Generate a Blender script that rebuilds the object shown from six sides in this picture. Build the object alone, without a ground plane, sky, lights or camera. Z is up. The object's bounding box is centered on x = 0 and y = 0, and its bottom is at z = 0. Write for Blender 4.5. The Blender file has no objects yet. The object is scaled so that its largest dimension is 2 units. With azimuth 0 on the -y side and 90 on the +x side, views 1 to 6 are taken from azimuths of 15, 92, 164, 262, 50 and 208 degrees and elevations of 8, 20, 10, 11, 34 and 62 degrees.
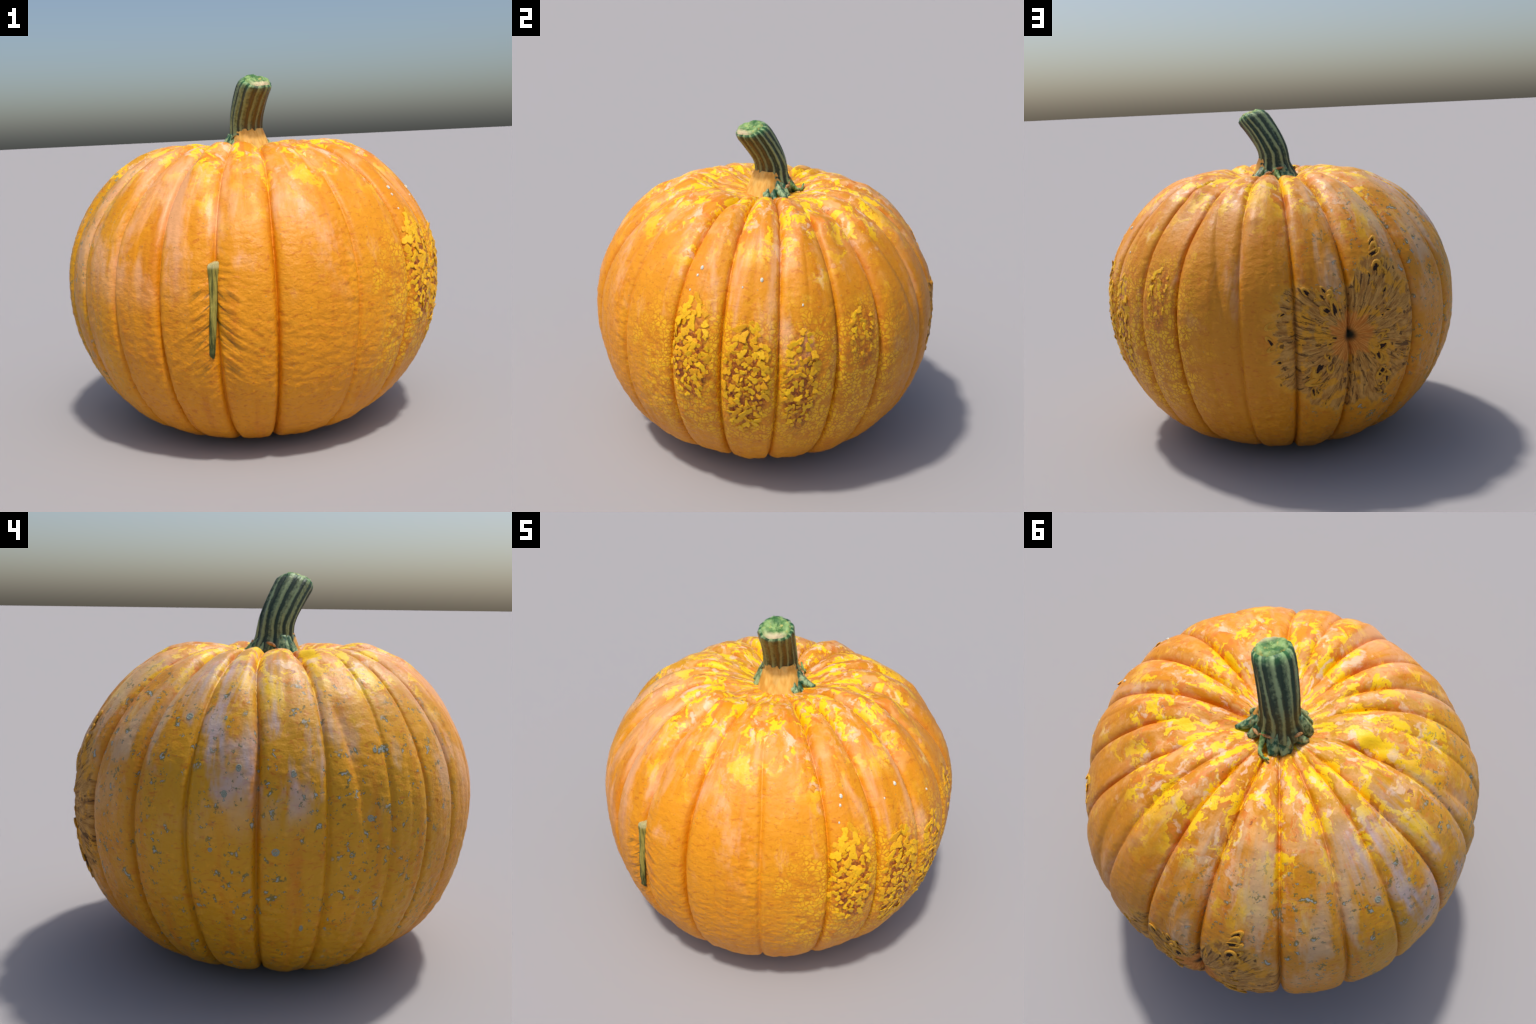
"""A ripe ribbed pumpkin: lobed rind, bent ridged stalk on a peeled pale core,
a dried stalk stuck in one furrow, a corky scar and a patch of flaking skin."""
import bpy, math
import numpy as np
from mathutils import Matrix, Vector

RNG = np.random.default_rng(7)
ZC = 0.75            # height of the centre the rind is described from

# ------------------------------------------------------------------ helpers
def sstep(a, b, x):
    t = np.clip((np.asarray(x, float) - a) / (b - a), 0, 1)
    return t * t * (3 - 2 * t)

def angdiff(a, b):
    return (np.asarray(a) - b + 180) % 360 - 180

_perm = np.random.default_rng(11).permutation(256)
_perm = np.concatenate([_perm, _perm, _perm])
_grad = np.random.default_rng(12).normal(size=(256, 3))
_grad /= np.linalg.norm(_grad, axis=1, keepdims=True)

def perlin(p):
    """gradient noise, about -0.7..0.7, p is (...,3)"""
    i = np.floor(p).astype(int)
    f = p - i
    i &= 255
    w = f * f * f * (f * (f * 6 - 15) + 10)
    out = 0
    for dx in (0, 1):
        for dy in (0, 1):
            for dz in (0, 1):
                h = _perm[_perm[_perm[i[..., 0] + dx] + i[..., 1] + dy] + i[..., 2] + dz]
                g = _grad[h]
                d = g[..., 0] * (f[..., 0] - dx) + g[..., 1] * (f[..., 1] - dy) + g[..., 2] * (f[..., 2] - dz)
                wt = ((w[..., 0] if dx else 1 - w[..., 0]) * (w[..., 1] if dy else 1 - w[..., 1])
                      * (w[..., 2] if dz else 1 - w[..., 2]))
                out = out + d * wt
    return out

def natural_spline(xn, yn, x):
    xn = np.asarray(xn, float); yn = np.asarray(yn, float)
    n = len(xn); h = np.diff(xn)
    A = np.zeros((n, n)); b = np.zeros(n); A[0, 0] = A[-1, -1] = 1
    for k in range(1, n - 1):
        A[k, k - 1] = h[k - 1]; A[k, k] = 2 * (h[k - 1] + h[k]); A[k, k + 1] = h[k]
        b[k] = 6 * ((yn[k + 1] - yn[k]) / h[k] - (yn[k] - yn[k - 1]) / h[k - 1])
    m = np.linalg.solve(A, b)
    x = np.clip(x, xn[0], xn[-1])
    j = np.clip(np.searchsorted(xn, x) - 1, 0, n - 2)
    d = x - xn[j]; e = xn[j + 1] - x
    return ((m[j] * e ** 3 + m[j + 1] * d ** 3) / (6 * h[j]) + (yn[j] / h[j] - m[j] * h[j] / 6) * e
            + (yn[j + 1] / h[j] - m[j + 1] * h[j] / 6) * d)

def new_mesh(name, verts, faces, smooth=True):
    me = bpy.data.meshes.new(name)
    me.from_pydata([tuple(map(float, v)) for v in verts], [], [tuple(f) for f in faces])
    me.update()
    if smooth:
        me.polygons.foreach_set("use_smooth", [True] * len(me.polygons))
    return me

def grid_mesh(name, V, wrap=True, smooth=True):
    """V: (rows, cols, 3), columns closed into a ring"""
    R, C = V.shape[:2]
    r = np.arange(R - 1)[:, None]; c = np.arange(C if wrap else C - 1)[None, :]
    c2 = (c + 1) % C
    q = np.stack([r * C + c, r * C + c2, (r + 1) * C + c2, (r + 1) * C + c], -1).reshape(-1, 4)
    me = bpy.data.meshes.new(name)
    me.vertices.add(R * C); me.vertices.foreach_set("co", V.reshape(-1).astype(np.float32))
    me.loops.add(len(q) * 4); me.loops.foreach_set("vertex_index", q.reshape(-1).astype(np.int32))
    me.polygons.add(len(q))
    me.polygons.foreach_set("loop_start", np.arange(0, len(q) * 4, 4, dtype=np.int32))
    me.polygons.foreach_set("use_smooth", np.ones(len(q), bool))
    me.update(); me.validate()
    return me

def add(name, me, parent, mats):
    ob = bpy.data.objects.new(name, me)
    bpy.context.collection.objects.link(ob)
    ob.parent = parent
    if me is not None and not me.materials:
        for m in mats:
            me.materials.append(m)
    return ob

# ------------------------------------------------------------------ node kit
def lin(r, g, b):
    f = lambda c: (c / 255 / 12.92) if c / 255 <= 0.04045 else ((c / 255 + 0.055) / 1.055) ** 2.4
    return (f(r), f(g), f(b), 1)

class Kit:
    def __init__(self, name):
        self.mat = bpy.data.materials.new(name); self.mat.use_nodes = True
        self.nt = self.mat.node_tree; self.nt.nodes.clear()
        self.out = self.nt.nodes.new("ShaderNodeOutputMaterial")
        self.P = self.nt.nodes.new("ShaderNodeTexCoord").outputs["Object"]
        s = self.nt.nodes.new("ShaderNodeSeparateXYZ"); self.link(self.P, s.inputs[0])
        self.x, self.y, self.z = s.outputs
    def link(self, a, b):
        self.nt.links.new(a, b)
    def put(self, sock, v):
        if hasattr(v, "links"):
            self.link(v, sock)
        else:
            sock.default_value = v
    def m(self, op, a, b=0.0, c=0.0, clamp=False):
        n = self.nt.nodes.new("ShaderNodeMath"); n.operation = op; n.use_clamp = clamp
        self.put(n.inputs[0], a); self.put(n.inputs[1], b); self.put(n.inputs[2], c)
        return n.outputs[0]
    def add(self, a, b): return self.m('ADD', a, b)
    def sub(self, a, b): return self.m('SUBTRACT', a, b)
    def mul(self, a, b): return self.m('MULTIPLY', a, b)
    def vec(self, x, y, z):
        n = self.nt.nodes.new("ShaderNodeCombineXYZ")
        for i, v in enumerate((x, y, z)): self.put(n.inputs[i], v)
        return n.outputs[0]
    def scale(self, v, s):
        n = self.nt.nodes.new("ShaderNodeVectorMath"); n.operation = 'MULTIPLY'
        self.put(n.inputs[0], v); n.inputs[1].default_value = s
        return n.outputs[0]
    def vadd(self, v, s):
        n = self.nt.nodes.new("ShaderNodeVectorMath"); n.operation = 'ADD'
        self.put(n.inputs[0], v); self.put(n.inputs[1], s)
        return n.outputs[0]
    def noise(self, v, scale, detail=3.0, rough=0.55, dist=0.0, col=False):
        n = self.nt.nodes.new("ShaderNodeTexNoise")
        self.link(v, n.inputs["Vector"]); n.inputs["Scale"].default_value = scale
        n.inputs["Detail"].default_value = detail; n.inputs["Roughness"].default_value = rough
        n.inputs["Distortion"].default_value = dist
        return n.outputs["Color" if col else "Fac"]
    def voro(self, v, scale, feature='F1', out="Distance", rand=1.0):
        n = self.nt.nodes.new("ShaderNodeTexVoronoi"); n.feature = feature
        self.link(v, n.inputs["Vector"]); n.inputs["Scale"].default_value = scale
        n.inputs["Randomness"].default_value = rand
        return n.outputs[out]
    def step(self, x, a, b, lo=0.0, hi=1.0):
        n = self.nt.nodes.new("ShaderNodeMapRange"); n.interpolation_type = 'SMOOTHSTEP'
        self.put(n.inputs[0], x)
        n.inputs[1].default_value = a; n.inputs[2].default_value = b
        n.inputs[3].default_value = lo; n.inputs[4].default_value = hi
        return n.outputs[0]
    def mix(self, f, a, b, blend='MIX'):
        n = self.nt.nodes.new("ShaderNodeMix"); n.data_type = 'RGBA'; n.blend_type = blend
        self.put(n.inputs[0], f); self.put(n.inputs[6], a); self.put(n.inputs[7], b)
        return n.outputs[2]
    def bump(self, h, dist, strength=1.0, normal=None):
        n = self.nt.nodes.new("ShaderNodeBump"); self.put(n.inputs["Height"], h)
        n.inputs["Distance"].default_value = dist; n.inputs["Strength"].default_value = strength
        if normal is not None: self.link(normal, n.inputs["Normal"])
        return n.outputs[0]
    def finish(self, col, rough=0.5, normal=None, spec=0.4, coat=0.0):
        b = self.nt.nodes.new("ShaderNodeBsdfPrincipled")
        self.put(b.inputs["Base Color"], col); self.put(b.inputs["Roughness"], rough)
        b.inputs["Specular IOR Level"].default_value = spec
        b.inputs["Coat Weight"].default_value = coat
        if normal is not None: self.link(normal, b.inputs["Normal"])
        self.link(b.outputs[0], self.out.inputs[0])
        return self.mat

# ------------------------------------------------------------------ rind shape
# smooth hull: distance from the centre against the angle from straight down
HULL_ANGLE = [0, 12, 20, 27, 35, 50, 62, 74, 85, 95, 106, 118, 130, 140, 150, 158, 164, 169, 180]
HULL_DIST = [0.700, 0.746, 0.793, 0.840, 0.890, 0.960, 0.978, 0.987, 0.993, 0.997, 0.994, 0.975, 0.947, 0.913,
             0.862, 0.794, 0.732, 0.698, 0.665]
# slow departures from roundness: (order, cos, sin) for the girth and for top-against-bottom
GIRTH = [(1, -.0045, -.0047), (2, -.0026, .0055), (3, .0004, -.0007), (4, -.0024, -.0029)]
TILT = [(1, -.0041, .0059), (2, -.006, -.0012), (3, .0034, -.0019), (4, -.0028, -.0037)]

# furrows: azimuth at the girth, drift near the top, depth at girth, depth on the shoulder, inner end (polar angle)
FURROWS = [
    (4.5, 0, .034, .016, 158), (21, 2, .042, .020, 160), (44.5, -3, .020, .008, 150), (64.5, -1, .032, .034, 160),
    (80, -1, .036, .030, 160), (97, 2, .032, .032, 168), (115.5, 0, .036, .026, 146), (131, 2, .034, .028, 150),
    (152, -1, .018, .014, 158), (168, 0, .042, .026, 164), (184.5, 1, .046, .030, 166), (207.5, 0, .046, .026, 168),
    (225.5, 2, .042, .022, 164), (240.5, 0, .036, .022, 164), (257.5, -6, .044, .028, 164), (274.5, 1, .024, .026, 158),
    (291, 2, .016, .010, 146), (303, 3, .028, .022, 160), (315.5, 4, .026, .022, 156), (332, 3, .032, .028, 158),
    (348, 0, .034, .028, 158)]

# each lobe (the one after the furrow of the same place in the list) stands proud of or behind the hull:
# metres on the belly, at the girth, on the shoulder
LOBES = [
    (-.003, -.002, .000), (-.003, -.009, -.002), (-.004, -.017, -.010), (-.010, .003, -.008), (.003, .004, -.004),
    (-.003, -.006, .000), (.003, -.011, -.023), (.002, .004, -.006), (.002, -.001, .002), (.005, -.005, -.010),
    (-.001, .006, .004), (-.002, .001, -.011), (.001, .004, -.017), (-.007, -.003, -.001), (-.003, -.007, -.008),
    (.004, -.011, -.003), (0, .010, .003), (-.005, -.006, -.010), (0, -.014, -.004), (.005, -.013, -.014), (.006, -.005, .010)]
SKEW = {6: -.2, 8: -.3, 9: -.3, 11: .3, 12: .3, 13: .3, 14: .3, 15: .25}   # lobes whose crest sits off centre
DEPTH = (0.57, 1.36)      # furrow depth factors: girth, shoulder

def lobe_field(az, ph):
    n = len(FURROWS)
    cen = np.array([FURROWS[k][0] + ((FURROWS[(k + 1) % n][0] - FURROWS[k][0]) % 360) / 2 for k in range(n)])
    xs = np.concatenate([[cen[-1] - 360], cen, [cen[0] + 360]])
    a = (np.asarray(az, float) - xs[0]) % 360 + xs[0]
    T = np.array(LOBES); T = np.concatenate([T[-1:], T, T[:1]])
    j = np.clip(np.searchsorted(xs, a, side='right') - 1, 0, n)
    t = (a - xs[j]) / (xs[j + 1] - xs[j]); t = t * t * (3 - 2 * t)
    v = [T[j, i] * (1 - t) + T[j + 1, i] * t for i in range(3)]
    wl = sstep(92, 55, ph) * sstep(8, 30, ph); wu = sstep(92, 128, ph) * sstep(170, 148, ph)
    wg = 1 - sstep(92, 55, ph) - sstep(92, 128, ph)
    return v[0] * wl + v[1] * wg + v[2] * wu

def furrow_field(az, ph):
    """depth of the furrows below the hull (positive inwards), metres"""
    az = np.asarray(az, float) % 360
    drift = sstep(108, 156, ph)
    A = [f[0] + f[1] * drift for f in FURROWS]
    D = []
    for f in FURROWS:
        d = f[2] * DEPTH[0] + (f[3] * DEPTH[1] - f[2] * DEPTH[0]) * sstep(112, 146, ph)
        d = d * (1 - sstep(f[4] - 10, f[4] + 6, ph)) * (0.25 + 0.75 * sstep(8, 50, ph))
        D.append(d)
    out = np.zeros(np.broadcast(az, ph).shape)
    n = len(FURROWS)
    for k in range(n):
        a0, a1 = A[k], A[(k + 1) % n]
        w = (a1 - a0) % 360
        t = ((az - a0) % 360) / w
        inside = t < 1
        u = 2 * t - 1
        sk = SKEW.get(k, 0.0)
        u = np.where(u < sk, (u - sk) / (1 + sk), (u - sk) / (1 - sk))
        sh = sstep(100, 128, ph)
        h = (.34 + .42 * sh) * u ** 2 + (.66 - .42 * sh) * np.abs(u) ** 6
        dep = np.where(u < 0, D[k], D[(k + 1) % n])
        wide = np.clip(w / 17.5, .75, 1.12)
        out = np.where(inside, dep * h * wide, out)
    # a narrow crease at the floor of each furrow
    for k in range(n):
        d = angdiff(az, A[k]) * np.sin(np.radians(np.clip(ph, 15, 165)))
        out = out + D[k] * (1.25 - .65 * sstep(100, 130, ph)) * np.exp(-(np.abs(d) / 0.52) ** 1.15)
    return out

# weak creases inside the lobes: azimuth at the lower and upper end, polar angles of the ends, depth, half width
CREASES = [(286, 278, 80, 132, .015, 1.8), (33, 31, 52, 104, .004, 1.0), (14, 13, 112, 140, .006, 1.2), (267, 267, 46, 88, .009, 1.2),
           (283, 284, 50, 84, .009, 1.2), (149, 139, 92, 136, .012, 1.6), (142, 145, 60, 110, .004, 1.0), (357, 356, 104, 134, .007, 1.4),
           (73, 72, 104, 132, .005, 1.2), (106, 107, 108, 134, .006, 1.2), (248, 249, 45, 92, .005, 1.0), (54, 53, 60, 110, .004, 1.0),
           (340, 341, 100, 132, .006, 1.2), (89, 89, 124, 146, .004, 1.2), (216, 217, 96, 136, .006, 1.4), (296, 297, 70, 116, .006, 1.1)]

def crease_field(az, ph):
    out = 0
    for a0, a1, p0, p1, dep, w in CREASES:
        t = (ph - p0) / (p1 - p0)
        c = a0 + (a1 - a0) * np.clip(t, 0, 1)
        d = angdiff(az, c) * np.sin(np.radians(np.clip(ph, 20, 160)))
        # a step on one side, a soft rise on the other
        prof = np.exp(-(np.abs(d) / np.where(d > 0, w * 1.6, w * .7)) ** 1.4)
        out = out + dep * prof * sstep(0, .25, t) * sstep(1, .75, t)
    return out

# local dents and swellings: azimuth, polar angle, half widths (deg of arc), height
LUMPS = [
    (121, 139, 3.5, 3.2, .020), (130, 145, 4.0, 3.2, -.016), (123, 148, 7, 5, -.012),
    (278, 149, 3.2, 3.5, -.034), (282, 141, 6, 4, -.008), (324, 158, 9, 6, -.004), (155, 126, 2.4, 2.4, .008),
    (281, 99, 3.0, 12, .008), (184.5, 91, 5.5, 7, -.022), (167.5, 90, 2.5, 4, -.010), (276, 66, 2.0, 2.0, -.016),
    (4.5, 88, 2.5, 13, -.010), (8, 149, 6, 4, .018), (352, 158, 5, 4, -.030), (20, 158, 5, 4, -.030), (50, 160, 5, 4, -.026), (70, 151, 3, 4, -.026), (122, 157, 5, 4, -.014),
    (127, 128, 5, 9, -.018), (262, 158, 7, 5, .006), (205, 160, 7, 5, .012), (165, 160, 5, 5, .006)]

SCAR_AZ, SCAR_PH = 184.5, 91.0

def scar_mask(az, ph):
    """1 inside the corky scar"""
    u = angdiff(az, SCAR_AZ); v = ph - SCAR_PH
    r = np.hypot(u / 24.0, np.where(v > 0, v / 21.0, v / 23.5))
    return 1 - sstep(.85, 1.0, r + 0.10 * np.sin(5 * np.arctan2(v, u) + 1))

def relief(az, ph, P):
    out = 0.0042 * perlin(P * 3.3) + 0.0030 * perlin(P * 8 + 5)
    # faint upright pleats inside the lobes
    th = np.radians(az)
    q = np.stack([np.sin(th) * 9, np.cos(th) * 9, P[..., 2] * .9], -1)
    out += sstep(25, 45, ph) * sstep(160, 140, ph) * (0.0085 * perlin(q) + 0.0045 * perlin(q * 2.1 + 3))
    crownw = sstep(124, 138, ph)
    out += crownw * (0.010 * perlin(P * 6.5 + 21) + 0.0045 * perlin(P * 15 + 8))
    # leathery wrinkles, stronger on the flanks than on the shoulder
    low = 1 - .55 * sstep(80, 100, ph) - .45 * sstep(112, 135, ph)
    q = P * np.array([16, 16, 34.0])
    out += low * (0.0036 * perlin(q) + 0.0034 * perlin(P * 32))
    left = sstep(60, 10, np.abs(angdiff(az, 275)))
    out += left * low * 0.0055 * perlin(P * np.array([20, 20, 36.0]) + 9)
    # knobbly band just beside the weak furrow
    out += 0.006 * np.exp(-(angdiff(az, 41) / 3.0) ** 2) * sstep(125, 112, ph) * sstep(75, 95, ph) * perlin(P * 38)
    # puckers drawn towards the dried stalk
    u = angdiff(az, 4.5)
    pull = np.exp(-(np.abs(u) / 9.0) ** 1.5) * sstep(60, 84, ph) * sstep(114, 96, ph) * sstep(.3, 2.0, np.abs(u))
    zz = P[..., 2] + 0.011 * np.abs(u) * sstep(.98, .68, P[..., 2]) + .012 * perlin(P * 9)
    q = np.stack([u * 0.10, zz * 30, np.sign(u) * 7.3], -1)
    out += pull * (0.011 * perlin(q) + 0.007 * perlin(q * np.array([1.6, 2.1, 1]) + 3))
    # radiating folds of the scar
    mk = scar_mask(az, ph)
    du = angdiff(az, SCAR_AZ); dv = ph - SCAR_PH
    rr = np.hypot(du, dv) + 1e-6
    q = np.stack([du / rr * 7, dv / rr * 7, rr * .10], -1)
    fold = 0.010 * perlin(q) * sstep(1, 7, rr) * (1 - 0.6 * sstep(10, 22, rr))
    q2 = np.stack([du / rr * 15, dv / rr * 15, rr * .28], -1)
    out += mk * (.8 * fold + 0.0050 * perlin(q2 + 4) * sstep(6, 12, rr))
    # lumpy ground below the flakes
    fm = sstep(27, 18, np.abs(angdiff(az, 88))) * sstep(70, 76, ph) * sstep(110, 102, ph)
    out += fm * 0.0040 * perlin(P * 30 + 2)
    return out

def rind_point(az, ph):
    az = np.asarray(az, float); ph = np.asarray(ph, float)
    az, ph = np.broadcast_arrays(az, ph)
    s = np.sin(np.radians(ph)); top = -np.cos(np.radians(ph)); th = np.radians(az)
    rho = natural_spline(HULL_ANGLE, HULL_DIST, ph)
    g = sum(c * np.cos(k * th) + d * np.sin(k * th) for k, c, d in GIRTH)
    t = sum(c * np.cos(k * th) + d * np.sin(k * th) for k, c, d in TILT)
    rho = rho * (1 + g * s ** 2 + t * top * s)
    rho = rho - furrow_field(az, ph) + lobe_field(az, ph) - crease_field(az, ph)
    for a, p, wa, wp, hgt in LUMPS:
        da = angdiff(az, a) * np.sin(math.radians(p))
        rho = rho + hgt * np.exp(-(da / wa) ** 2 - ((ph - p) / wp) ** 2)
    D = np.stack([s * np.sin(th), -s * np.cos(th), top], -1)
    C = np.array([0, 0, ZC])
    P = C + rho[..., None] * D
    edge = sstep(2, 10, ph) * sstep(178, 168, ph)
    P = P + (relief(az, ph, P) * edge)[..., None] * D
    return P

def uneven(stops):
    """[(start, end, step)...] -> samples"""
    return np.concatenate([np.arange(a, b - 1e-6, d) for a, b, d in stops])

AZ = uneven([(0, 22, .2), (22, 58, .36), (58, 136, .2), (136, 158, .36), (158, 212, .2), (212, 340, .36), (340, 360, .2)])
PH = np.concatenate([uneven([(.4, 26, .5), (26, 64, .26), (64, 116, .21), (116, 179.6, .34)]), [179.8]])
BODY = rind_point(AZ[None, :], PH[:, None])
Z0 = BODY[..., 2].min()
BODY[..., 2] -= Z0

def on_rind(az, ph):
    P = rind_point(np.array([az]), np.array([ph]))[0]
    P[2] -= Z0
    return P

def frame_on_rind(az, ph):
    """position and outward, tangent axes, smoothed over a finger's breadth"""
    e = 1.0
    p = on_rind(az, ph)
    a = on_rind(az + e, ph) - on_rind(az - e, ph); a /= np.linalg.norm(a)
    b = on_rind(az, ph + e) - on_rind(az, ph - e)
    n = np.cross(a, b); n /= np.linalg.norm(n)
    b = np.cross(n, a)
    return p, a, b, n

# ------------------------------------------------------------------ materials
def rind_material():
    k = Kit("pumpkin_rind")
    P, x, y, z = k.P, k.x, k.y, k.z
    r = k.m('SQRT', k.add(k.mul(x, x), k.mul(y, y)))
    ri = k.m('DIVIDE', 1.0, k.m('MAXIMUM', r, .02))
    cx, cy = k.mul(x, ri), k.mul(y, ri)               # unit vector of the azimuth
    def toward(az):                                    # 1 facing that azimuth, -1 opposite
        a = math.radians(az)
        return k.add(k.mul(cx, math.sin(a)), k.mul(cy, -math.cos(a)))
    n_big = k.noise(P, 2.3, 3)
    n_mid = k.noise(P, 7.0, 4)
    n_fine = k.noise(P, 28.0, 4)
    streak = k.noise(k.vec(k.mul(cx, 11.0), k.mul(cy, 11.0), k.mul(z, 1.3)), 1.0, 4, .6)
    wob = k.mul(k.sub(n_mid, .5), .9)
    wob2 = k.mul(k.sub(n_big, .5), .8)

    # ground colours
    orange, gold, ochre = lin(222, 142, 7), lin(204, 144, 5), lin(204, 130, 8)
    back = k.step(k.add(toward(262), wob2), .15, .85)
    col = k.mix(back, orange, gold)
    rear = k.step(k.add(toward(165), wob2), .25, .9)
    col = k.mix(rear, col, ochre)
    deep, pale = lin(202, 108, 4), lin(242, 172, 40)
    col = k.mix(k.step(streak, .50, .72, 0, .50), col, deep)
    col = k.mix(k.step(n_big, .52, .72, 0, .35), col, lin(242, 162, 14))
    col = k.mix(k.step(k.noise(k.vadd(P, (3, 1, 7)), 5.0, 5, .6), .55, .75, 0, .35), col, deep)
    col = k.mix(k.step(n_fine, .55, .75, 0, .30), col, pale)

    # leathery grain: crease shade of short level wrinkles, drawn in darker orange
    wr = k.noise(k.vec(k.mul(x, 30.0), k.mul(y, 30.0), k.mul(z, 62.0)), 1.0, 3, .6, .6)
    col = k.mix(k.mul(k.step(wr, .54, .70, 0, .58), k.step(r, .55, .8)), col, lin(190, 96, 4))
    # net of yellow cells on the sunny flank
    warp = k.noise(P, 11.0, 2, col=True)
    Pw = k.vadd(P, k.scale(warp, (.03, .03, .03)))
    side = k.step(k.add(toward(95), k.mul(wob, .5)), .62, .86)
    band = k.mul(k.step(k.add(z, k.mul(wob, .35)), .18, .50), k.step(k.add(z, k.mul(wob, .5)), 1.22, .92))
    netm = k.mul(side, band)
    cell = k.voro(k.vadd(Pw, k.scale(warp, (.02, .02, .02))), 42.0, 'DISTANCE_TO_EDGE')
    cells = k.step(cell, .05, .16)
    cellpick = k.step(k.noise(P, 17.0, 2), .38, .55)
    col = k.mix(k.mul(k.mul(netm, cells), k.mul(cellpick, .9)), col, lin(244, 186, 20))
    col = k.mix(k.mul(k.mul(netm, k.step(cell, .10, .0)), .45), col, lin(190, 104, 14))
    # the flaking patch: red-brown underskin
    seam = k.step(k.m('ABSOLUTE', k.sub(k.noise(k.scale(Pw, (1, 1, .7)), 30.0, 3), .5)), .10, .02)
    for az, zc_, wa, wz, amt in ((71, .84, .105, .25, .95), (88, .73, .11, .31, 1.0), (104, .73, .085, .29, .9), (124, .93, .07, .17, .5)):
        a = math.radians(az)
        tu = k.add(k.mul(x, math.cos(a)), k.mul(y, math.sin(a)))
        tv = k.sub(z, zc_)
        rr = k.m('SQRT', k.add(k.m('POWER', k.mul(tu, 1 / wa), 2.0), k.m('POWER', k.mul(tv, 1 / wz), 2.0)))
        near = k.mul(k.step(k.add(rr, wob), 1.12, .72), k.step(toward(az), .6, .8))
        col = k.mix(k.mul(near, .65 * amt), col, lin(192, 104, 8))
        col = k.mix(k.mul(k.mul(near, k.add(k.mul(seam, .75), k.step(n_fine, .5, .68, 0, .5))), amt), col, lin(122, 46, 8))

    # the crown: peach skin with yellow splashes and brown flecks
    crown = k.step(k.add(r, k.mul(k.sub(n_mid, .5), .75)), .92, .50)
    crown = k.mul(crown, k.step(z, 1.0, 1.25))
    rad = k.vec(k.mul(cx, 3.2), k.mul(cy, 3.2), k.mul(r, 4.2))
    radw = k.vadd(rad, k.scale(k.noise(P, 9.0, 3, col=True), (.9, .9, .9)))
    peach = k.step(k.noise(radw, 2.6, 4), .40, .66)
    col = k.mix(k.mul(crown, k.mul(peach, .75)), col, lin(238, 176, 110))
    splash_n = k.noise(k.vadd(radw, (11, 4, 2)), 2.1, 5, .62)
    col = k.mix(k.mul(crown, k.step(k.noise(k.vadd(radw, (5, 9, 1)), 3.4, 4), .53, .62, 0, .7)), col, lin(222, 120, 30))
    splash = k.mul(crown, k.step(splash_n, .525, .55))
    col = k.mix(k.mul(splash, .95), col, lin(252, 206, 12))
    fleck = k.mul(crown, k.step(k.noise(k.vadd(radw, (2, 7, 5)), 6.5, 4), .665, .69))
    col = k.mix(k.mul(fleck, .8), col, lin(150, 80, 36))
    ivory = k.mul(crown, k.step(k.noise(k.vadd(radw, (8, 3, 9)), 3.0, 4), .56, .66))
    col = k.mix(k.mul(ivory, .7), col, lin(240, 204, 170))

    # sky reflection painted into the skin colour as soft upright pale smears
    sky_n = k.noise(k.vec(k.mul(cx, 5.0), k.mul(cy, 5.0), k.mul(z, 2.0)), 1.35, 4, .6, .4)
    sky_n = k.add(sky_n, k.add(k.step(toward(334), .80, .98, 0, .12), k.add(k.step(toward(215), .55, .98, 0, .09), k.mul(k.step(toward(258), .90, .99, 0, .06), k.step(z, 1.30, 1.15)))))
    sky_mask = k.mul(k.step(sky_n, .53, .72), k.mul(k.step(k.add(z, k.mul(wob, .4)), .72, 1.05), k.step(r, .42, .66)))
    sky_tint = k.mix(k.step(toward(235), -.2, .7), lin(240, 180, 136), lin(206, 178, 146))
    sky_tint = k.mix(k.mul(k.step(toward(256), .86, .97), k.step(k.add(z, k.mul(wob, .2)), .85, 1.0)), sky_tint, lin(184, 180, 196))
    col = k.mix(k.mul(sky_mask, .60), col, sky_tint)

    # grey-green corky specks on the far side
    specks_side = k.mul(k.step(k.add(toward(246), k.mul(wob, .7)), .0, .7), k.step(k.add(r, k.mul(wob, .2)), .55, .75))
    dens = k.noise(P, 4.5, 2)
    for sc, lo, hi, ring in ((11.0, .09, .15, .19), (19.0, .09, .16, .21), (34.0, .08, .15, .20)):
        Pq = k.vadd(P, k.scale(k.noise(P, sc * 1.6, 3, col=True), (2.0 / sc, 2.0 / sc, 2.0 / sc)))
        Pq = k.scale(Pq, (1, 1, .8))
        d = k.voro(Pq, sc, 'F1')
        keep = k.step(k.voro(Pq, sc, 'F1', "Color"), .38, .40)
        s_on = k.mul(k.mul(specks_side, k.step(dens, .36, .52)), keep)
        rim = k.mul(s_on, k.step(d, ring + .06, ring - .02))
        core = k.mul(s_on, k.step(d, hi, lo))
        col = k.mix(k.mul(rim, .80), col, lin(92, 98, 52))
        col = k.mix(k.mul(core, .85), col, lin(168, 174, 172))
    # a few tan freckles elsewhere
    fr = k.mul(k.step(k.voro(P, 19.0, 'F1'), .085, .05), .8)
    col = k.mix(fr, col, lin(178, 134, 66))

    # dark green lines in the puckers beside the dried stalk
    dz = k.m('ABSOLUTE', k.sub(z, .70)); 
    a = math.radians(4.5)
    tu = k.m('ABSOLUTE', k.add(k.mul(x, math.cos(a)), k.mul(y, math.sin(a))))
    pm = k.mul(k.mul(k.step(tu, .15, .015), k.step(dz, .27, .14)), k.step(toward(4.5), .8, .9))
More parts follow.
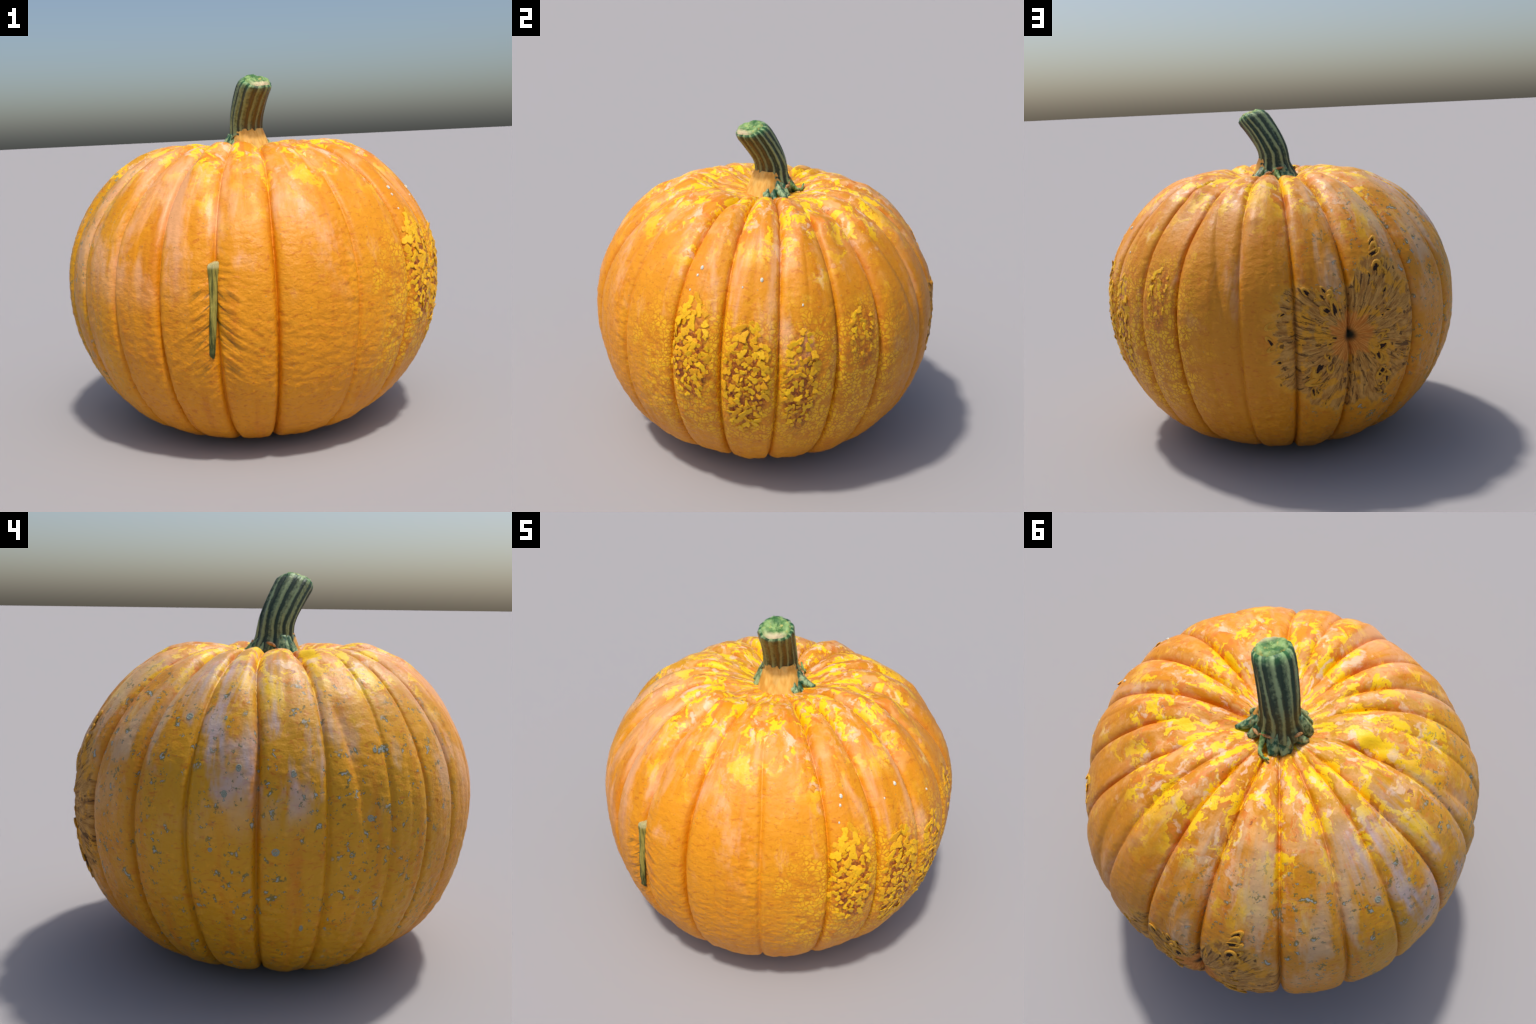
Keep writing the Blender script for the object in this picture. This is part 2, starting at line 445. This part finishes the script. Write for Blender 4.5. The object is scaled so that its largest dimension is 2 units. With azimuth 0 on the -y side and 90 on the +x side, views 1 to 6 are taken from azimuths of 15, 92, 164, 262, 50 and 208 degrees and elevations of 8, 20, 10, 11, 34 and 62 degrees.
    ln = k.noise(k.vec(k.mul(tu, 5.0), k.mul(x, .01), k.add(k.mul(z, 36.0), k.mul(tu, 28.0))), 1.0, 3)
    col = k.mix(k.mul(pm, k.step(ln, .53, .63, 0, .95)), col, lin(84, 70, 20))

    # corky scar: tan, radiating dark cracks, yellow rims
    a = math.radians(SCAR_AZ)
    su = k.add(k.mul(x, math.cos(a)), k.mul(y, math.sin(a)))
    sv = k.sub(z, .745)
    sr = k.m('SQRT', k.add(k.add(k.mul(su, su), k.mul(sv, sv)), 1e-5))
    ui, vi = k.m('DIVIDE', su, sr), k.m('DIVIDE', sv, sr)
    lobe = k.noise(k.vec(k.mul(ui, 2.6), k.mul(vi, 2.6), k.mul(sr, 3.0)), 1.0, 4, .65)
    na = math.radians(104)
    notch = k.step(k.add(k.mul(ui, math.cos(na)), k.mul(vi, math.sin(na))), .86, .97, 0, .19)
    reach = k.add(k.add(sr, k.mul(k.sub(lobe, .5), .30)), notch)
    front = k.mul(k.step(toward(SCAR_AZ), .6, .75), k.step(toward(196.5), .979, .983))
    front = k.m('MAXIMUM', front, k.mul(k.step(toward(SCAR_AZ), .6, .75), k.step(su, .28, .26)))
    inside = k.mul(k.step(reach, .405, .385), front)
    edge = k.mul(k.step(reach, .44, .39), front)
    heart = k.step(k.add(sr, k.mul(k.sub(lobe, .5), .20)), .125, .10)
    grain = k.noise(k.vec(k.mul(ui, 16.0), k.mul(vi, 16.0), k.mul(sr, 14.0)), 1.0, 5, .7)
    crack = k.noise(k.vec(k.mul(ui, 17.0), k.mul(vi, 17.0), k.mul(sr, 9.0)), 1.2, 4, .7, .8)
    tan = k.mix(k.step(grain, .35, .65), lin(158, 104, 40), lin(206, 152, 74))
    tan = k.mix(k.step(k.noise(P, 15.0, 4), .50, .60, 0, .75), tan, lin(222, 152, 22))
    crk = k.step(crack, .575, .62)
    pits = k.step(k.noise(k.vec(k.mul(ui, 5.0), k.mul(vi, 5.0), k.mul(sr, 22.0)), 1.3, 3), .64, .67)
    tan = k.mix(k.mul(k.m('MAXIMUM', crk, pits), .80), tan, lin(70, 42, 16))
    hcol = k.mix(k.step(grain, .4, .62), lin(196, 112, 30), lin(222, 150, 66))
    hcol = k.mix(k.step(sr, .045, .012), hcol, lin(44, 40, 18))
    body = k.mix(heart, tan, hcol)
    col = k.mix(k.mul(edge, .5), col, lin(222, 160, 40))
    col = k.mix(inside, col, body)

    # fine relief
    scarh = k.mul(inside, k.sub(k.mul(grain, .6), k.mul(k.m('MAXIMUM', crk, pits), .9)))
    skin = k.add(k.mul(k.noise(k.scale(P, (1, 1, 1.5)), 38.0, 4, .6), .7), k.mul(k.noise(P, 90.0, 3), .25))
    nb = k.bump(k.mul(skin, k.step(z, 1.25, .8, .45, 1.0)), .010, .8)
    nb = k.bump(k.add(scarh, k.mul(k.mul(netm, cells), .08)), .006, .7, nb)
    rough = k.add(k.step(n_mid, .3, .7, .42, .55), k.mul(inside, .3))
    return k.finish(col, rough, nb, spec=.38)

def flake_material():
    k = Kit("rind_flake")
    inf = k.nt.nodes.new("ShaderNodeObjectInfo")
    n = k.noise(k.vadd(k.P, k.vec(inf.outputs["Random"], inf.outputs["Random"], 0.0)), 60.0, 3)
    c = k.mix(inf.outputs["Random"], lin(234, 164, 6), lin(248, 194, 10))
    c = k.mix(k.step(n, .5, .7, 0, .5), c, lin(216, 128, 12))
    return k.finish(c, .5, k.bump(n, .003, .5))

STEM_W = (math.sin(math.radians(45)), -math.cos(math.radians(45)))   # the way the stalk leans

def stem_axis(zs):
    """horizontal offset of the stalk's axis along its lean, by height"""
    return np.interp(zs, [1.38, 1.50, 1.55, 1.60, 1.65, 1.70, 1.75, 1.80, 1.85],
                     [-.012, -.008, -.004, .002, .020, .049, .084, .122, .160])

def stem_material(dark, light, cap=False):
    k = Kit("stalk_skin")
    w = k.add(k.mul(k.x, STEM_W[0]), k.mul(k.y, STEM_W[1]))
    v = k.add(k.mul(k.x, -STEM_W[1]), k.mul(k.y, STEM_W[0]))
    t = k.m('MAXIMUM', k.sub(k.z, 1.59), 0.0)
    ax = k.m('MULTIPLY', k.m('POWER', t, 1.30), 1.10)
    ang = k.m('ARCTAN2', v, k.sub(w, ax))
    wig = k.mul(k.sub(k.noise(k.scale(k.P, (1, 1, .5)), 11.0, 3), .5), 3.2)
    s = k.m('SINE', k.add(k.mul(ang, 13.0), wig))
    s2 = k.m('SINE', k.add(k.mul(ang, 25.0), k.mul(wig, 2.0)))
    fine = k.noise(k.P, 70.0, 4)
    f = k.add(k.add(k.mul(s, .42), k.mul(s2, .22)), k.mul(k.sub(fine, .5), 1.0))
    col = k.mix(k.step(f, -.25, .5), lin(*dark), lin(*light))
    # sun-bleached brown face under the lean
    face = k.mul(k.step(k.m('COSINE', ang), .25, .9), k.mul(k.step(k.z, 1.53, 1.60), k.step(k.z, 1.80, 1.74)))
    col = k.mix(k.mul(face, k.step(s, -.9, .5, .85, .45)), col, lin(92, 70, 28))
    # fresh green towards the cut end
    tip = k.step(k.add(k.add(k.z, k.mul(w, .35)), k.mul(wig, .02)), 1.835, 1.90)
    col = k.mix(k.mul(tip, .8), col, k.mix(k.step(f, -.3, .4), lin(52, 124, 62), lin(150, 196, 128)))
    return k.finish(col, .5, k.bump(k.add(fine, k.mul(s, .6)), .004, .6), spec=.4)

def cap_material():
    k = Kit("stalk_cut_end")
    n = k.noise(k.P, 26.0, 4)
    c = k.mix(k.step(n, .35, .65), lin(54, 104, 48), lin(142, 174, 104))
    c = k.mix(k.step(k.noise(k.P, 40.0, 3), .55, .7, 0, .8), c, lin(196, 178, 92))
    w = k.add(k.mul(k.x, STEM_W[0]), k.mul(k.y, STEM_W[1]))
    c = k.mix(k.step(w, .175, .225, 0, .9), c, lin(222, 196, 158))
    return k.finish(c, .55, k.bump(n, .006, .7))

def core_material():
    k = Kit("peeled_core")
    n = k.noise(k.scale(k.P, (34, 34, 5)), 1.0, 4)
    c = k.mix(k.step(n, .35, .65), lin(208, 150, 58), lin(232, 184, 96))
    c = k.mix(k.step(k.noise(k.P, 18.0, 3), .52, .7, 0, .5), c, lin(190, 160, 100))
    back = k.step(k.add(k.mul(k.x, STEM_W[0]), k.mul(k.y, STEM_W[1])), .02, -.05)
    c = k.mix(k.mul(back, .7), c, lin(196, 116, 36))
    return k.finish(c, .55, k.bump(n, .003, .5))

def root_material():
    k = Kit("stalk_root")
    n = k.noise(k.scale(k.P, (1, 1, .5)), 40.0, 3)
    c = k.mix(k.step(n, .40, .62), lin(34, 82, 58), lin(152, 178, 130))
    c = k.mix(k.step(k.noise(k.P, 22.0, 3), .58, .70, 0, .6), c, lin(160, 128, 78))
    return k.finish(c, .5, k.bump(n, .004, .6))

def dry_material():
    k = Kit("dried_stalk")
    n = k.noise(k.scale(k.P, (90, 90, 6)), 1.0, 4)
    c = k.mix(k.step(n, .36, .62), lin(64, 68, 20), lin(160, 148, 66))
    c = k.mix(k.step(k.z, .70, .60, 0, .75), c, lin(52, 64, 24))
    c = k.mix(k.step(k.z, .962, .978), c, lin(176, 166, 112))
    return k.finish(c, .7, k.bump(n, .006, .8))

def plain(name, a, b, scale=60.0, rough=.6):
    k = Kit(name)
    n = k.noise(k.P, scale, 4)
    return k.finish(k.mix(k.step(n, .35, .65), lin(*a), lin(*b)), rough, k.bump(n, .003, .6))

# ------------------------------------------------------------------ assemble
pumpkin = bpy.data.objects.new("pumpkin", None)
bpy.context.collection.objects.link(pumpkin)
pumpkin["label"] = "round ribbed orange pumpkin with bent green stalk and corky scar"
pumpkin["category"] = "pumpkin"

M_RIND = rind_material()
me = grid_mesh("rind", BODY)
rind = add("rind", me, pumpkin, [M_RIND])

# ---- stalk
def tube(path, radii, seg=24, profile=None, cap=True):
    """loft a ring of `seg` points along path; profile(angle, k) scales the radius"""
    path = np.asarray(path, float); n = len(path)
    T = np.gradient(path, axis=0); T /= np.linalg.norm(T, axis=1, keepdims=True)
    a = np.linspace(0, 2 * math.pi, seg, endpoint=False)
    ref = np.array([0.31, 0.87, 0.38]); V = []
    U = np.cross(T[0], ref); U /= np.linalg.norm(U)
    for k in range(n):
        U = U - T[k] * (U @ T[k]); U /= np.linalg.norm(U)
        W = np.cross(T[k], U)
        s = np.ones(seg) if profile is None else profile(a, k / (n - 1))
        V.append(path[k] + radii[k] * s[:, None] * (np.cos(a)[:, None] * U + np.sin(a)[:, None] * W))
    V = np.array(V)
    verts = V.reshape(-1, 3).tolist(); faces = []
    for k in range(n - 1):
        for j in range(seg):
            j2 = (j + 1) % seg
            faces.append((k * seg + j, k * seg + j2, (k + 1) * seg + j2, (k + 1) * seg + j))
    if cap:
        for k, fl in ((0, True), (n - 1, False)):
            verts.append(path[k].tolist()); c = len(verts) - 1
            for j in range(seg):
                j2 = (j + 1) % seg
                f = (k * seg + j, k * seg + j2, c)
                faces.append(f[::-1] if fl else f)
    return verts, faces

def stalk_mesh():
    rows, cols = 70, 220
    a = np.linspace(0, 2 * math.pi, cols, endpoint=False)      # 0 = towards the lean
    # axis (lean, height) as a curve, sections square to it
    cw = np.array([-.010, -.007, .001, .024, .060, .104, .148])
    cz = np.array([1.490, 1.556, 1.611, 1.665, 1.720, 1.775, 1.817])
    t = np.linspace(0, 1, rows); tn = np.linspace(0, 1, 7)
    aw, az_ = natural_spline(tn, cw, t), natural_spline(tn, cz, t)
    tw, tz = np.gradient(aw), np.gradient(az_); L = np.hypot(tw, tz); tw /= L; tz /= L
    # the cut end slopes a little more than the axis asks for
    tilt = np.radians(25) * sstep(.15, .9, t)
    tw2 = np.sin(tilt); tz2 = np.cos(tilt)
    V = np.zeros((rows, cols, 3))
    ridge_phase = 0.5
    for i in range(rows):
        rad = np.interp(t[i], [0, .12, .3, .6, .9, .97, 1.0], [.098, .090, .087, .088, .090, .085, .072])
        rr = rad * (1 + (.034 * np.sin(13 * a + ridge_phase + .9 * t[i] + .5 * np.sin(2 * a)) + .014 * np.sin(25 * a + 1.7 * np.sin(4 * t[i]))) * (1 - .6 * sstep(.85, 1, t[i]))
                    + .03 * np.cos(2 * a + 2.0) - .02 * np.cos(a) * sstep(.5, 1, t[i]))
        # flaring hem, lower at the back where it runs into the roots
        hem = sstep(.18, 0, t[i])
        rr = rr * (1 + hem * .22 * sstep(.2, -.8, np.cos(a)))
        e1 = np.stack([tz2[i] * np.ones(cols), -tw2[i] * np.ones(cols)], -1)  # (lean, z) of the in-plane normal
        lw = aw[i] + rr * np.cos(a) * e1[:, 0]
        lz = az_[i] + rr * np.cos(a) * e1[:, 1]
        lv = rr * np.sin(a)
        lz = lz + hem * (.058 * sstep(-.4, .5, np.cos(a)) - .010 + .006 * np.sin(5 * a + 1))
        if i > rows - 6:
            lz = lz + .003 * np.sin(4 * a + 1)
        sh = sstep(.1, .9, t[i])                                # a slight sideways set
        V[i, :, 0] = lw * STEM_W[0] + lv * (-STEM_W[1]) - .007 * sh
        V[i, :, 1] = lw * STEM_W[1] + lv * STEM_W[0] - .015 * sh
        V[i, :, 2] = lz
    return V

SV = stalk_mesh()
stalk = add("stalk", grid_mesh("stalk", SV[:, ::-1] if False else SV), pumpkin, [stem_material((38, 56, 40), (136, 152, 108))])

# cut end: a shallow puckered disc set on the last ring
ring = SV[-1]; cen = ring.mean(0)
axis = np.array([.42 * STEM_W[0], .42 * STEM_W[1], .91])
caprows = []
for f, up in ((1.0, 0.0), (.94, .008), (.80, .013), (.62, .013), (.45, .009), (.3, .004), (.16, .002), (.04, .004)):
    ww = np.linspace(0, 2 * math.pi, ring.shape[0], endpoint=False)
    caprows.append(cen + (ring - cen) * f + axis * (up + .0015 * np.sin(9 * ww)[:, None] * (1 if .1 < f < .95 else 0)))
add("cut_end", grid_mesh("cut_end", np.array(caprows)), stalk, [cap_material()])

# pale core under the peeled front of the stalk
def core_mesh():
    cols = 120; a = np.linspace(0, 2 * math.pi, cols, endpoint=False)
    rowsV = []
    for t in np.linspace(0, 1, 16):
        zz = 1.575 - .20 * t
        front = .5 + .5 * np.cos(a)
        rad = .076 + t ** .95 * (.075 * front ** 1.0 + .028 * (1 - front))
        sq = 1 / np.maximum(np.abs(np.cos(a)), np.abs(np.sin(a)) * .92)      # a little squared in front
        rad = rad * (1 + (np.minimum(sq, 1.25) - 1) * .5 * front)
        rad = rad * (1 + .006 * np.sin(17 * a) + .004 * np.sin(31 * a))
        lw = rad * np.cos(a) + .003; lv = rad * np.sin(a)
        rowsV.append(np.stack([lw * STEM_W[0] - lv * STEM_W[1], lw * STEM_W[1] + lv * STEM_W[0], np.full(cols, zz)], -1))
    return grid_mesh("peeled_core", np.array(rowsV)[::-1])
add("peeled_core", core_mesh(), stalk, [core_material()])

# roots: stalk ridges that run out on to the skin (azimuth, reach, thickness, curl, starting height)
M_ROOT = root_material()
def surface_at(azd, rad):
    """height of the rind at a distance from the axis, on the crown"""
    ph = np.linspace(150, 178, 90)
    pts = rind_point(np.full(90, azd), ph); pts[:, 2] -= Z0
    rr = np.hypot(pts[:, 0], pts[:, 1])
    o = np.argsort(rr)
    return float(np.interp(rad, rr[o], pts[o, 2]))

ROOTS = [(86, .150, .028, 0, 1.505), (101, .150, .024, 6, 1.52), (118, .195, .022, 4, 1.53), (140, .150, .026, 0, 1.52),
         (196, .160, .034, 0, 1.53), (212, .155, .030, 4, 1.53), (228, .150, .026, -6, 1.53), (248, .150, .024, 18, 1.535),
         (284, .150, .036, 0, 1.545), (303, .145, .028, 0, 1.545), (322, .140, .022, 4, 1.54)]
for azd, reach, th_, curl, zt in ROOTS:
    path = []; rad = []
    n = 14
    for i in range(n):
        t = i / (n - 1)
        rr = .070 + (reach - .070) * t ** 1.25
        aa = math.radians(azd + curl * t * t)
        zs = surface_at(azd, reach)
        zz = zt + (zs - .004 - zt) * (1 - (1 - t) ** 1.5)
        path.append((rr * math.sin(aa), -rr * math.cos(aa), zz))
        rad.append(th_ * (.85 + .25 * math.sin(math.pi * t)) * (1 - .45 * t ** 3))
    v, f = tube(path, rad, 20, lambda a, t: 1 + .10 * np.sin(5 * a + azd) + .04 * np.sin(9 * a))
    add("root", new_mesh("root", v, f), stalk, [M_ROOT])

# thin curled tendril
pts = []
for i in range(26):
    t = i / 25
    aa = math.radians(166 + 14 * t + 14 * sstep(.7, 1, t))
    rr = .075 + .125 * t
    zs = surface_at(math.degrees(aa), rr)
    zz = 1.525 + (zs + .014 - 1.525) * sstep(0, .8, t) + .010 * sstep(.85, 1, t)
    pts.append((rr * math.sin(aa), -rr * math.cos(aa), zz))
v, f = tube(pts, [.016 * (1 - .72 * (i / 25) ** 1.5) for i in range(26)], 16)
add("tendril", new_mesh("tendril", v, f), stalk, [plain("tendril_skin", (52, 104, 44), (158, 186, 118), 40)])
# torn brown slivers
M_SLIVER = plain("torn_bark", (138, 92, 44), (196, 146, 96), 50)
for azd, r0, z0, ln, tilt in ((176, .112, 1.512, .070, .3), (252, .120, 1.505, .055, -.5), (148, .120, 1.490, .05, .2)):
    aa = math.radians(azd)
    o = np.array([r0 * math.sin(aa), -r0 * math.cos(aa), z0]); tdir = np.array([math.cos(aa), math.sin(aa), tilt])
    tdir /= np.linalg.norm(tdir)
    path = [o + tdir * ln * (s - .5) + np.array([0, 0, .006 * math.sin(3 * s)]) for s in np.linspace(0, 1, 10)]
    v, f = tube(path, [.008 * math.sin(math.pi * (.12 + .80 * s)) for s in np.linspace(0, 1, 10)], 10)
    add("torn_sliver", new_mesh("torn_sliver", v, f), stalk, [M_SLIVER])

# ---- dried stalk lying in the front furrow
def dried_stalk():
    zt = np.linspace(0, 1, 60); V = []
    cols = 48; a = np.linspace(0, 2 * math.pi, cols, endpoint=False)
    for t in zt:
        ph = 104.0 - 26.5 * t
        azd = 4.2 - 0.2 * t - 1.4 * t ** 2
        base = np.mean([on_rind(azd + d, ph) for d in (-.6, 0, .6)], axis=0)
        er = np.array([math.sin(math.radians(azd)), -math.cos(math.radians(azd)), 0])
        et = np.array([math.cos(math.radians(azd)), math.sin(math.radians(azd)), 0])
        lift = np.interp(t, [0, .1, .3, .7, .9, 1], [.010, .008, .006, .004, .000, -.012])
        rad = np.interp(t, [0, .04, .12, .3, .7, .92, 1], [.0245, .0260, .0215, .0180, .0165, .014, .006])
        rr = rad * (1 + .10 * np.sin(6 * a + 2 * t) + .05 * np.sin(11 * a))
        c = base + er * lift
        V.append(c + rr[:, None] * (np.cos(a)[:, None] * et + np.sin(a)[:, None] * er * .9))
    V = np.array(V)
    V[0, :, 2] += .006 * np.cos(a + .4)
    # sliced head
    head = V[0].mean(0); rows = [head + (V[0] - head) * f + np.array([0, 0, u]) for f, u in ((.05, .004), (.5, .006), (.88, .005))]
    V = np.concatenate([np.array(rows), V])
    return grid_mesh("dried_stalk", V)
add("dried_stalk", dried_stalk(), pumpkin, [dry_material()])

# ---- flakes of split skin
def flake_mesh(i):
    rg = np.random.default_rng(100 + i)
    n = 18; a = np.linspace(0, 2 * math.pi, n, endpoint=False)
    rad = 1 + .22 * np.sin(2 * a + rg.uniform(0, 6)) + .16 * np.sin(3 * a + rg.uniform(0, 6)) + .10 * np.sin(5 * a + rg.uniform(0, 6)) \
        + rg.uniform(-.20, .20, n)
    rows = []
    for f, h in ((1.0, -.30), (1.03, .06), (.97, .14), (.7, .17), (.35, .19), (.05, .20)):
        rows.append(np.stack([rad * f * np.cos(a) * .82, rad * f * np.sin(a), h + .05 * np.sin(3 * a + i) * f], -1))
    return grid_mesh("flake", np.array(rows))
M_FLAKE = flake_material()
flake_meshes = [flake_mesh(i) for i in range(14)]
for m_ in flake_meshes:
    m_.materials.append(M_FLAKE)
count = 0
# patches: centre azimuth, polar angle, half widths, number, size
for azc, phc, wa, wp, num, size in ((70.8, 97, 6.3, 15, 84, .0185), (88, 89.5, 6.9, 18, 104, .0190), (103.5, 89.5, 5.4, 16, 80, .0165), (123.5, 103, 4.6, 8, 20, .013)):
    done = []; tries = 0
    while len(done) < num and tries < 9000:
        tries += 1
        u, v_ = RNG.uniform(-1, 1, 2)
        if u * u + v_ * v_ * (1 if v_ > 0 else .9) > 1 or (v_ < -.4 and abs(u) > .7): continue
        s = size * RNG.uniform(.5, 1.35) * (1.15 if v_ > .1 else .9)
        a_, p_ = azc + u * wa, phc + v_ * wp
        q = np.array([a_, p_]) * .0172
        if any(np.hypot(*(q - o[0])) < .70 * (s + o[1]) for o in done): continue
        done.append((q, s))
        p, ta, tb, nn = frame_on_rind(a_, p_)
        rot = RNG.uniform(-.5, .5) + (.5 if u > 0 else -.5)
        c_, s_ = math.cos(rot), math.sin(rot)
        A = ta * c_ + tb * s_; Bv = -ta * s_ + tb * c_
        ob = bpy.data.objects.new("flake", flake_meshes[RNG.integers(14)])
        bpy.context.collection.objects.link(ob); ob.parent = rind
        tilt = nn + .16 * RNG.normal() * A + .16 * RNG.normal() * Bv; tilt /= np.linalg.norm(tilt)
        A = A - tilt * (A @ tilt); A /= np.linalg.norm(A); Bv = np.cross(tilt, A)
        sz = s * RNG.uniform(.9, 1.25)
        mw = Matrix.Identity(4)
        for r_ in range(3):
            mw[r_][0] = A[r_] * s; mw[r_][1] = Bv[r_] * sz; mw[r_][2] = tilt[r_] * s * .42; mw[r_][3] = p[r_] + nn[r_] * .0012
        ob.matrix_world = mw
        count += 1

# ---- curled bark lips of the scar, with small raised dark lenses inside them
M_LIP = plain("scar_lip", (190, 122, 16), (230, 172, 50), 50)
M_DARK_LENS = plain("scar_dark_lens", (30, 18, 10), (58, 32, 16), 40, .9)
def lip_mesh(i):
    rg = np.random.default_rng(300 + i)
    span = rg.uniform(2.6, 4.8); n = 16
    path = [((.9 + .35 * t) * math.cos(span * (t - .5)), (1.0 + .1 * math.sin(5 * t)) * math.sin(span * (t - .5)), .05 * math.sin(3 * t)) for t in np.linspace(0, 1, n)]
    rad = [.36 * math.sin(math.pi * (.1 + .8 * t)) ** .7 for t in np.linspace(0, 1, n)]
    v, f = tube(path, rad, 9)
    return new_mesh("scar_lip", v, f)
def dark_lens_mesh():
    n = 16; a = np.linspace(0, 2 * math.pi, n, endpoint=False)
    w_ = 1 + .25 * np.sin(3 * a + 1) + .15 * np.sin(5 * a)
    rows = [np.stack([w_ * f * np.cos(a), w_ * f * np.sin(a) * .75, np.full(n, h)], -1) for f, h in ((1, -.3), (.92, .06), (.6, .10), (.05, .08))]
    return grid_mesh("scar_dark_lens", np.array(rows))
lips = [lip_mesh(i) for i in range(8)]; dark_lens = dark_lens_mesh()
for m_ in lips: m_.materials.append(M_LIP)
dark_lens.materials.append(M_DARK_LENS)
# (azimuth, polar angle, size) read as three arcs of lips: right lobe, left lobe, far-left lobe
SPOTS = []
for t in np.linspace(0, 1, 26):
    SPOTS.append((195.5 - 2.5 * math.sin(3.0 * t) + 1.2 * math.sin(17 * t), 115 - 45 * t, .017 + .008 * math.sin(9 * t + 1)))
for t in np.linspace(0, 1, 18):
    SPOTS.append((176.5 + 2.2 * math.sin(5 * t) - 1.5 * t, 103 - 33 * t, .015 + .006 * math.sin(11 * t)))
for t in np.linspace(0, 1, 6):
    SPOTS.append((161.3 + 2.2 * (2 * t - .9) ** 2, 99 - 20 * t, .014 + .004 * math.sin(5 * t)))
for t in np.linspace(0, 1, 6):
    SPOTS.append((171 + 10 * t, 104 - 3 * math.sin(3 * t), .014))
for i, (a_, p_, s) in enumerate(SPOTS):
    a_ += RNG.normal() * 1.3; p_ += RNG.normal() * 1.1; s *= RNG.uniform(.7, 1.35)
    p, ta, tb, nn = frame_on_rind(a_, p_)
    rot = math.atan2(p_ - SCAR_PH, angdiff(a_, SCAR_AZ)) + RNG.normal() * .5
    A = ta * math.cos(rot) + tb * math.sin(rot); Bv = np.cross(nn, A)
    for kind, mesh_, sz, off in (("scar_lip", lips[i % 8], s * 1.1, .001), ("scar_dark_lens", dark_lens, s * .8, .0008)):
        if kind == "scar_dark_lens" and i % 2 == 1: continue
        ob = bpy.data.objects.new(kind, mesh_)
        bpy.context.collection.objects.link(ob); ob.parent = rind
        mw = Matrix.Identity(4)
        for r_ in range(3):
            mw[r_][0] = A[r_] * sz * (1.3 + .4 * math.sin(i)); mw[r_][1] = Bv[r_] * sz * (.7 + .2 * math.sin(i * 1.7)); mw[r_][2] = nn[r_] * sz * (.6 if kind == "scar_lip" else .5); mw[r_][3] = p[r_] + nn[r_] * off
        ob.matrix_world = mw

# ---- corky rings and knobs on the far side, pale resin beads on the sunny side
M_CORK = plain("cork_spot", (112, 112, 84), (176, 180, 164), 120, .8)
def ring_spot(i):
    n = 24; a = np.linspace(0, 2 * math.pi, n, endpoint=False)
    rows = [np.stack([f * np.cos(a) * (1 + .06 * np.sin(3 * a + i)), f * np.sin(a), np.full(n, h)], -1)
            for f, h in ((1.0, -.15), (.92, .14), (.75, .22), (.58, .10), (.5, .0), (.38, .06), (.2, .16), (.03, .18))]
    return grid_mesh("cork_spot", np.array(rows))
spot_meshes = [ring_spot(i) for i in range(3)]
for m_ in spot_meshes: m_.materials.append(M_CORK)
for i, (a_, p_, s) in enumerate(((253, 108, .016), (237, 120, .017), (269, 68, .017), (285, 96, .015), (250, 102, .016), (276, 66, .012),
                                 (262, 89, .017), (248, 120, .011), (266, 107, .015), (247, 89, .010), (256, 79, .011), (288, 112, .012), (243, 74, .010), (252, 73, .011))):
    p, ta, tb, nn = frame_on_rind(a_, p_)
    ob = bpy.data.objects.new("cork_spot", spot_meshes[i % 3]); bpy.context.collection.objects.link(ob); ob.parent = rind
    mw = Matrix.Identity(4); s2 = s * (.75 + .25 * math.sin(i * 2.3))
    for r_ in range(3):
        mw[r_][0] = ta[r_] * s2; mw[r_][1] = tb[r_] * s; mw[r_][2] = nn[r_] * s * .5; mw[r_][3] = p[r_]
    ob.matrix_world = mw
M_BEAD = plain("resin_bead", (206, 216, 200), (236, 232, 214), 60, .3)
bead = grid_mesh("resin_bead", np.array([[[math.cos(a) * math.cos(e), math.sin(a) * math.cos(e) * (1.0 + .3 * (a > 3.2)), .7 * math.sin(e)] for a in np.linspace(0, 2 * math.pi, 16, endpoint=False)]
                                         for e in np.linspace(-1.5, 1.5, 9)]))
bead.materials.append(M_BEAD)
for a_, p_, s in ((70, 121, .010), (69.2, 118.6, .007), (91, 119.5, .010), (104, 112.5, .006), (85, 117, .005), (68, 114, .005)):
    p, ta, tb, nn = frame_on_rind(a_, p_)
    ob = bpy.data.objects.new("resin_bead", bead); bpy.context.collection.objects.link(ob); ob.parent = rind
    mw = Matrix.Identity(4)
    for r_ in range(3):
        mw[r_][0] = ta[r_] * s * .8; mw[r_][1] = -tb[r_] * s; mw[r_][2] = nn[r_] * s; mw[r_][3] = p[r_]
    ob.matrix_world = mw
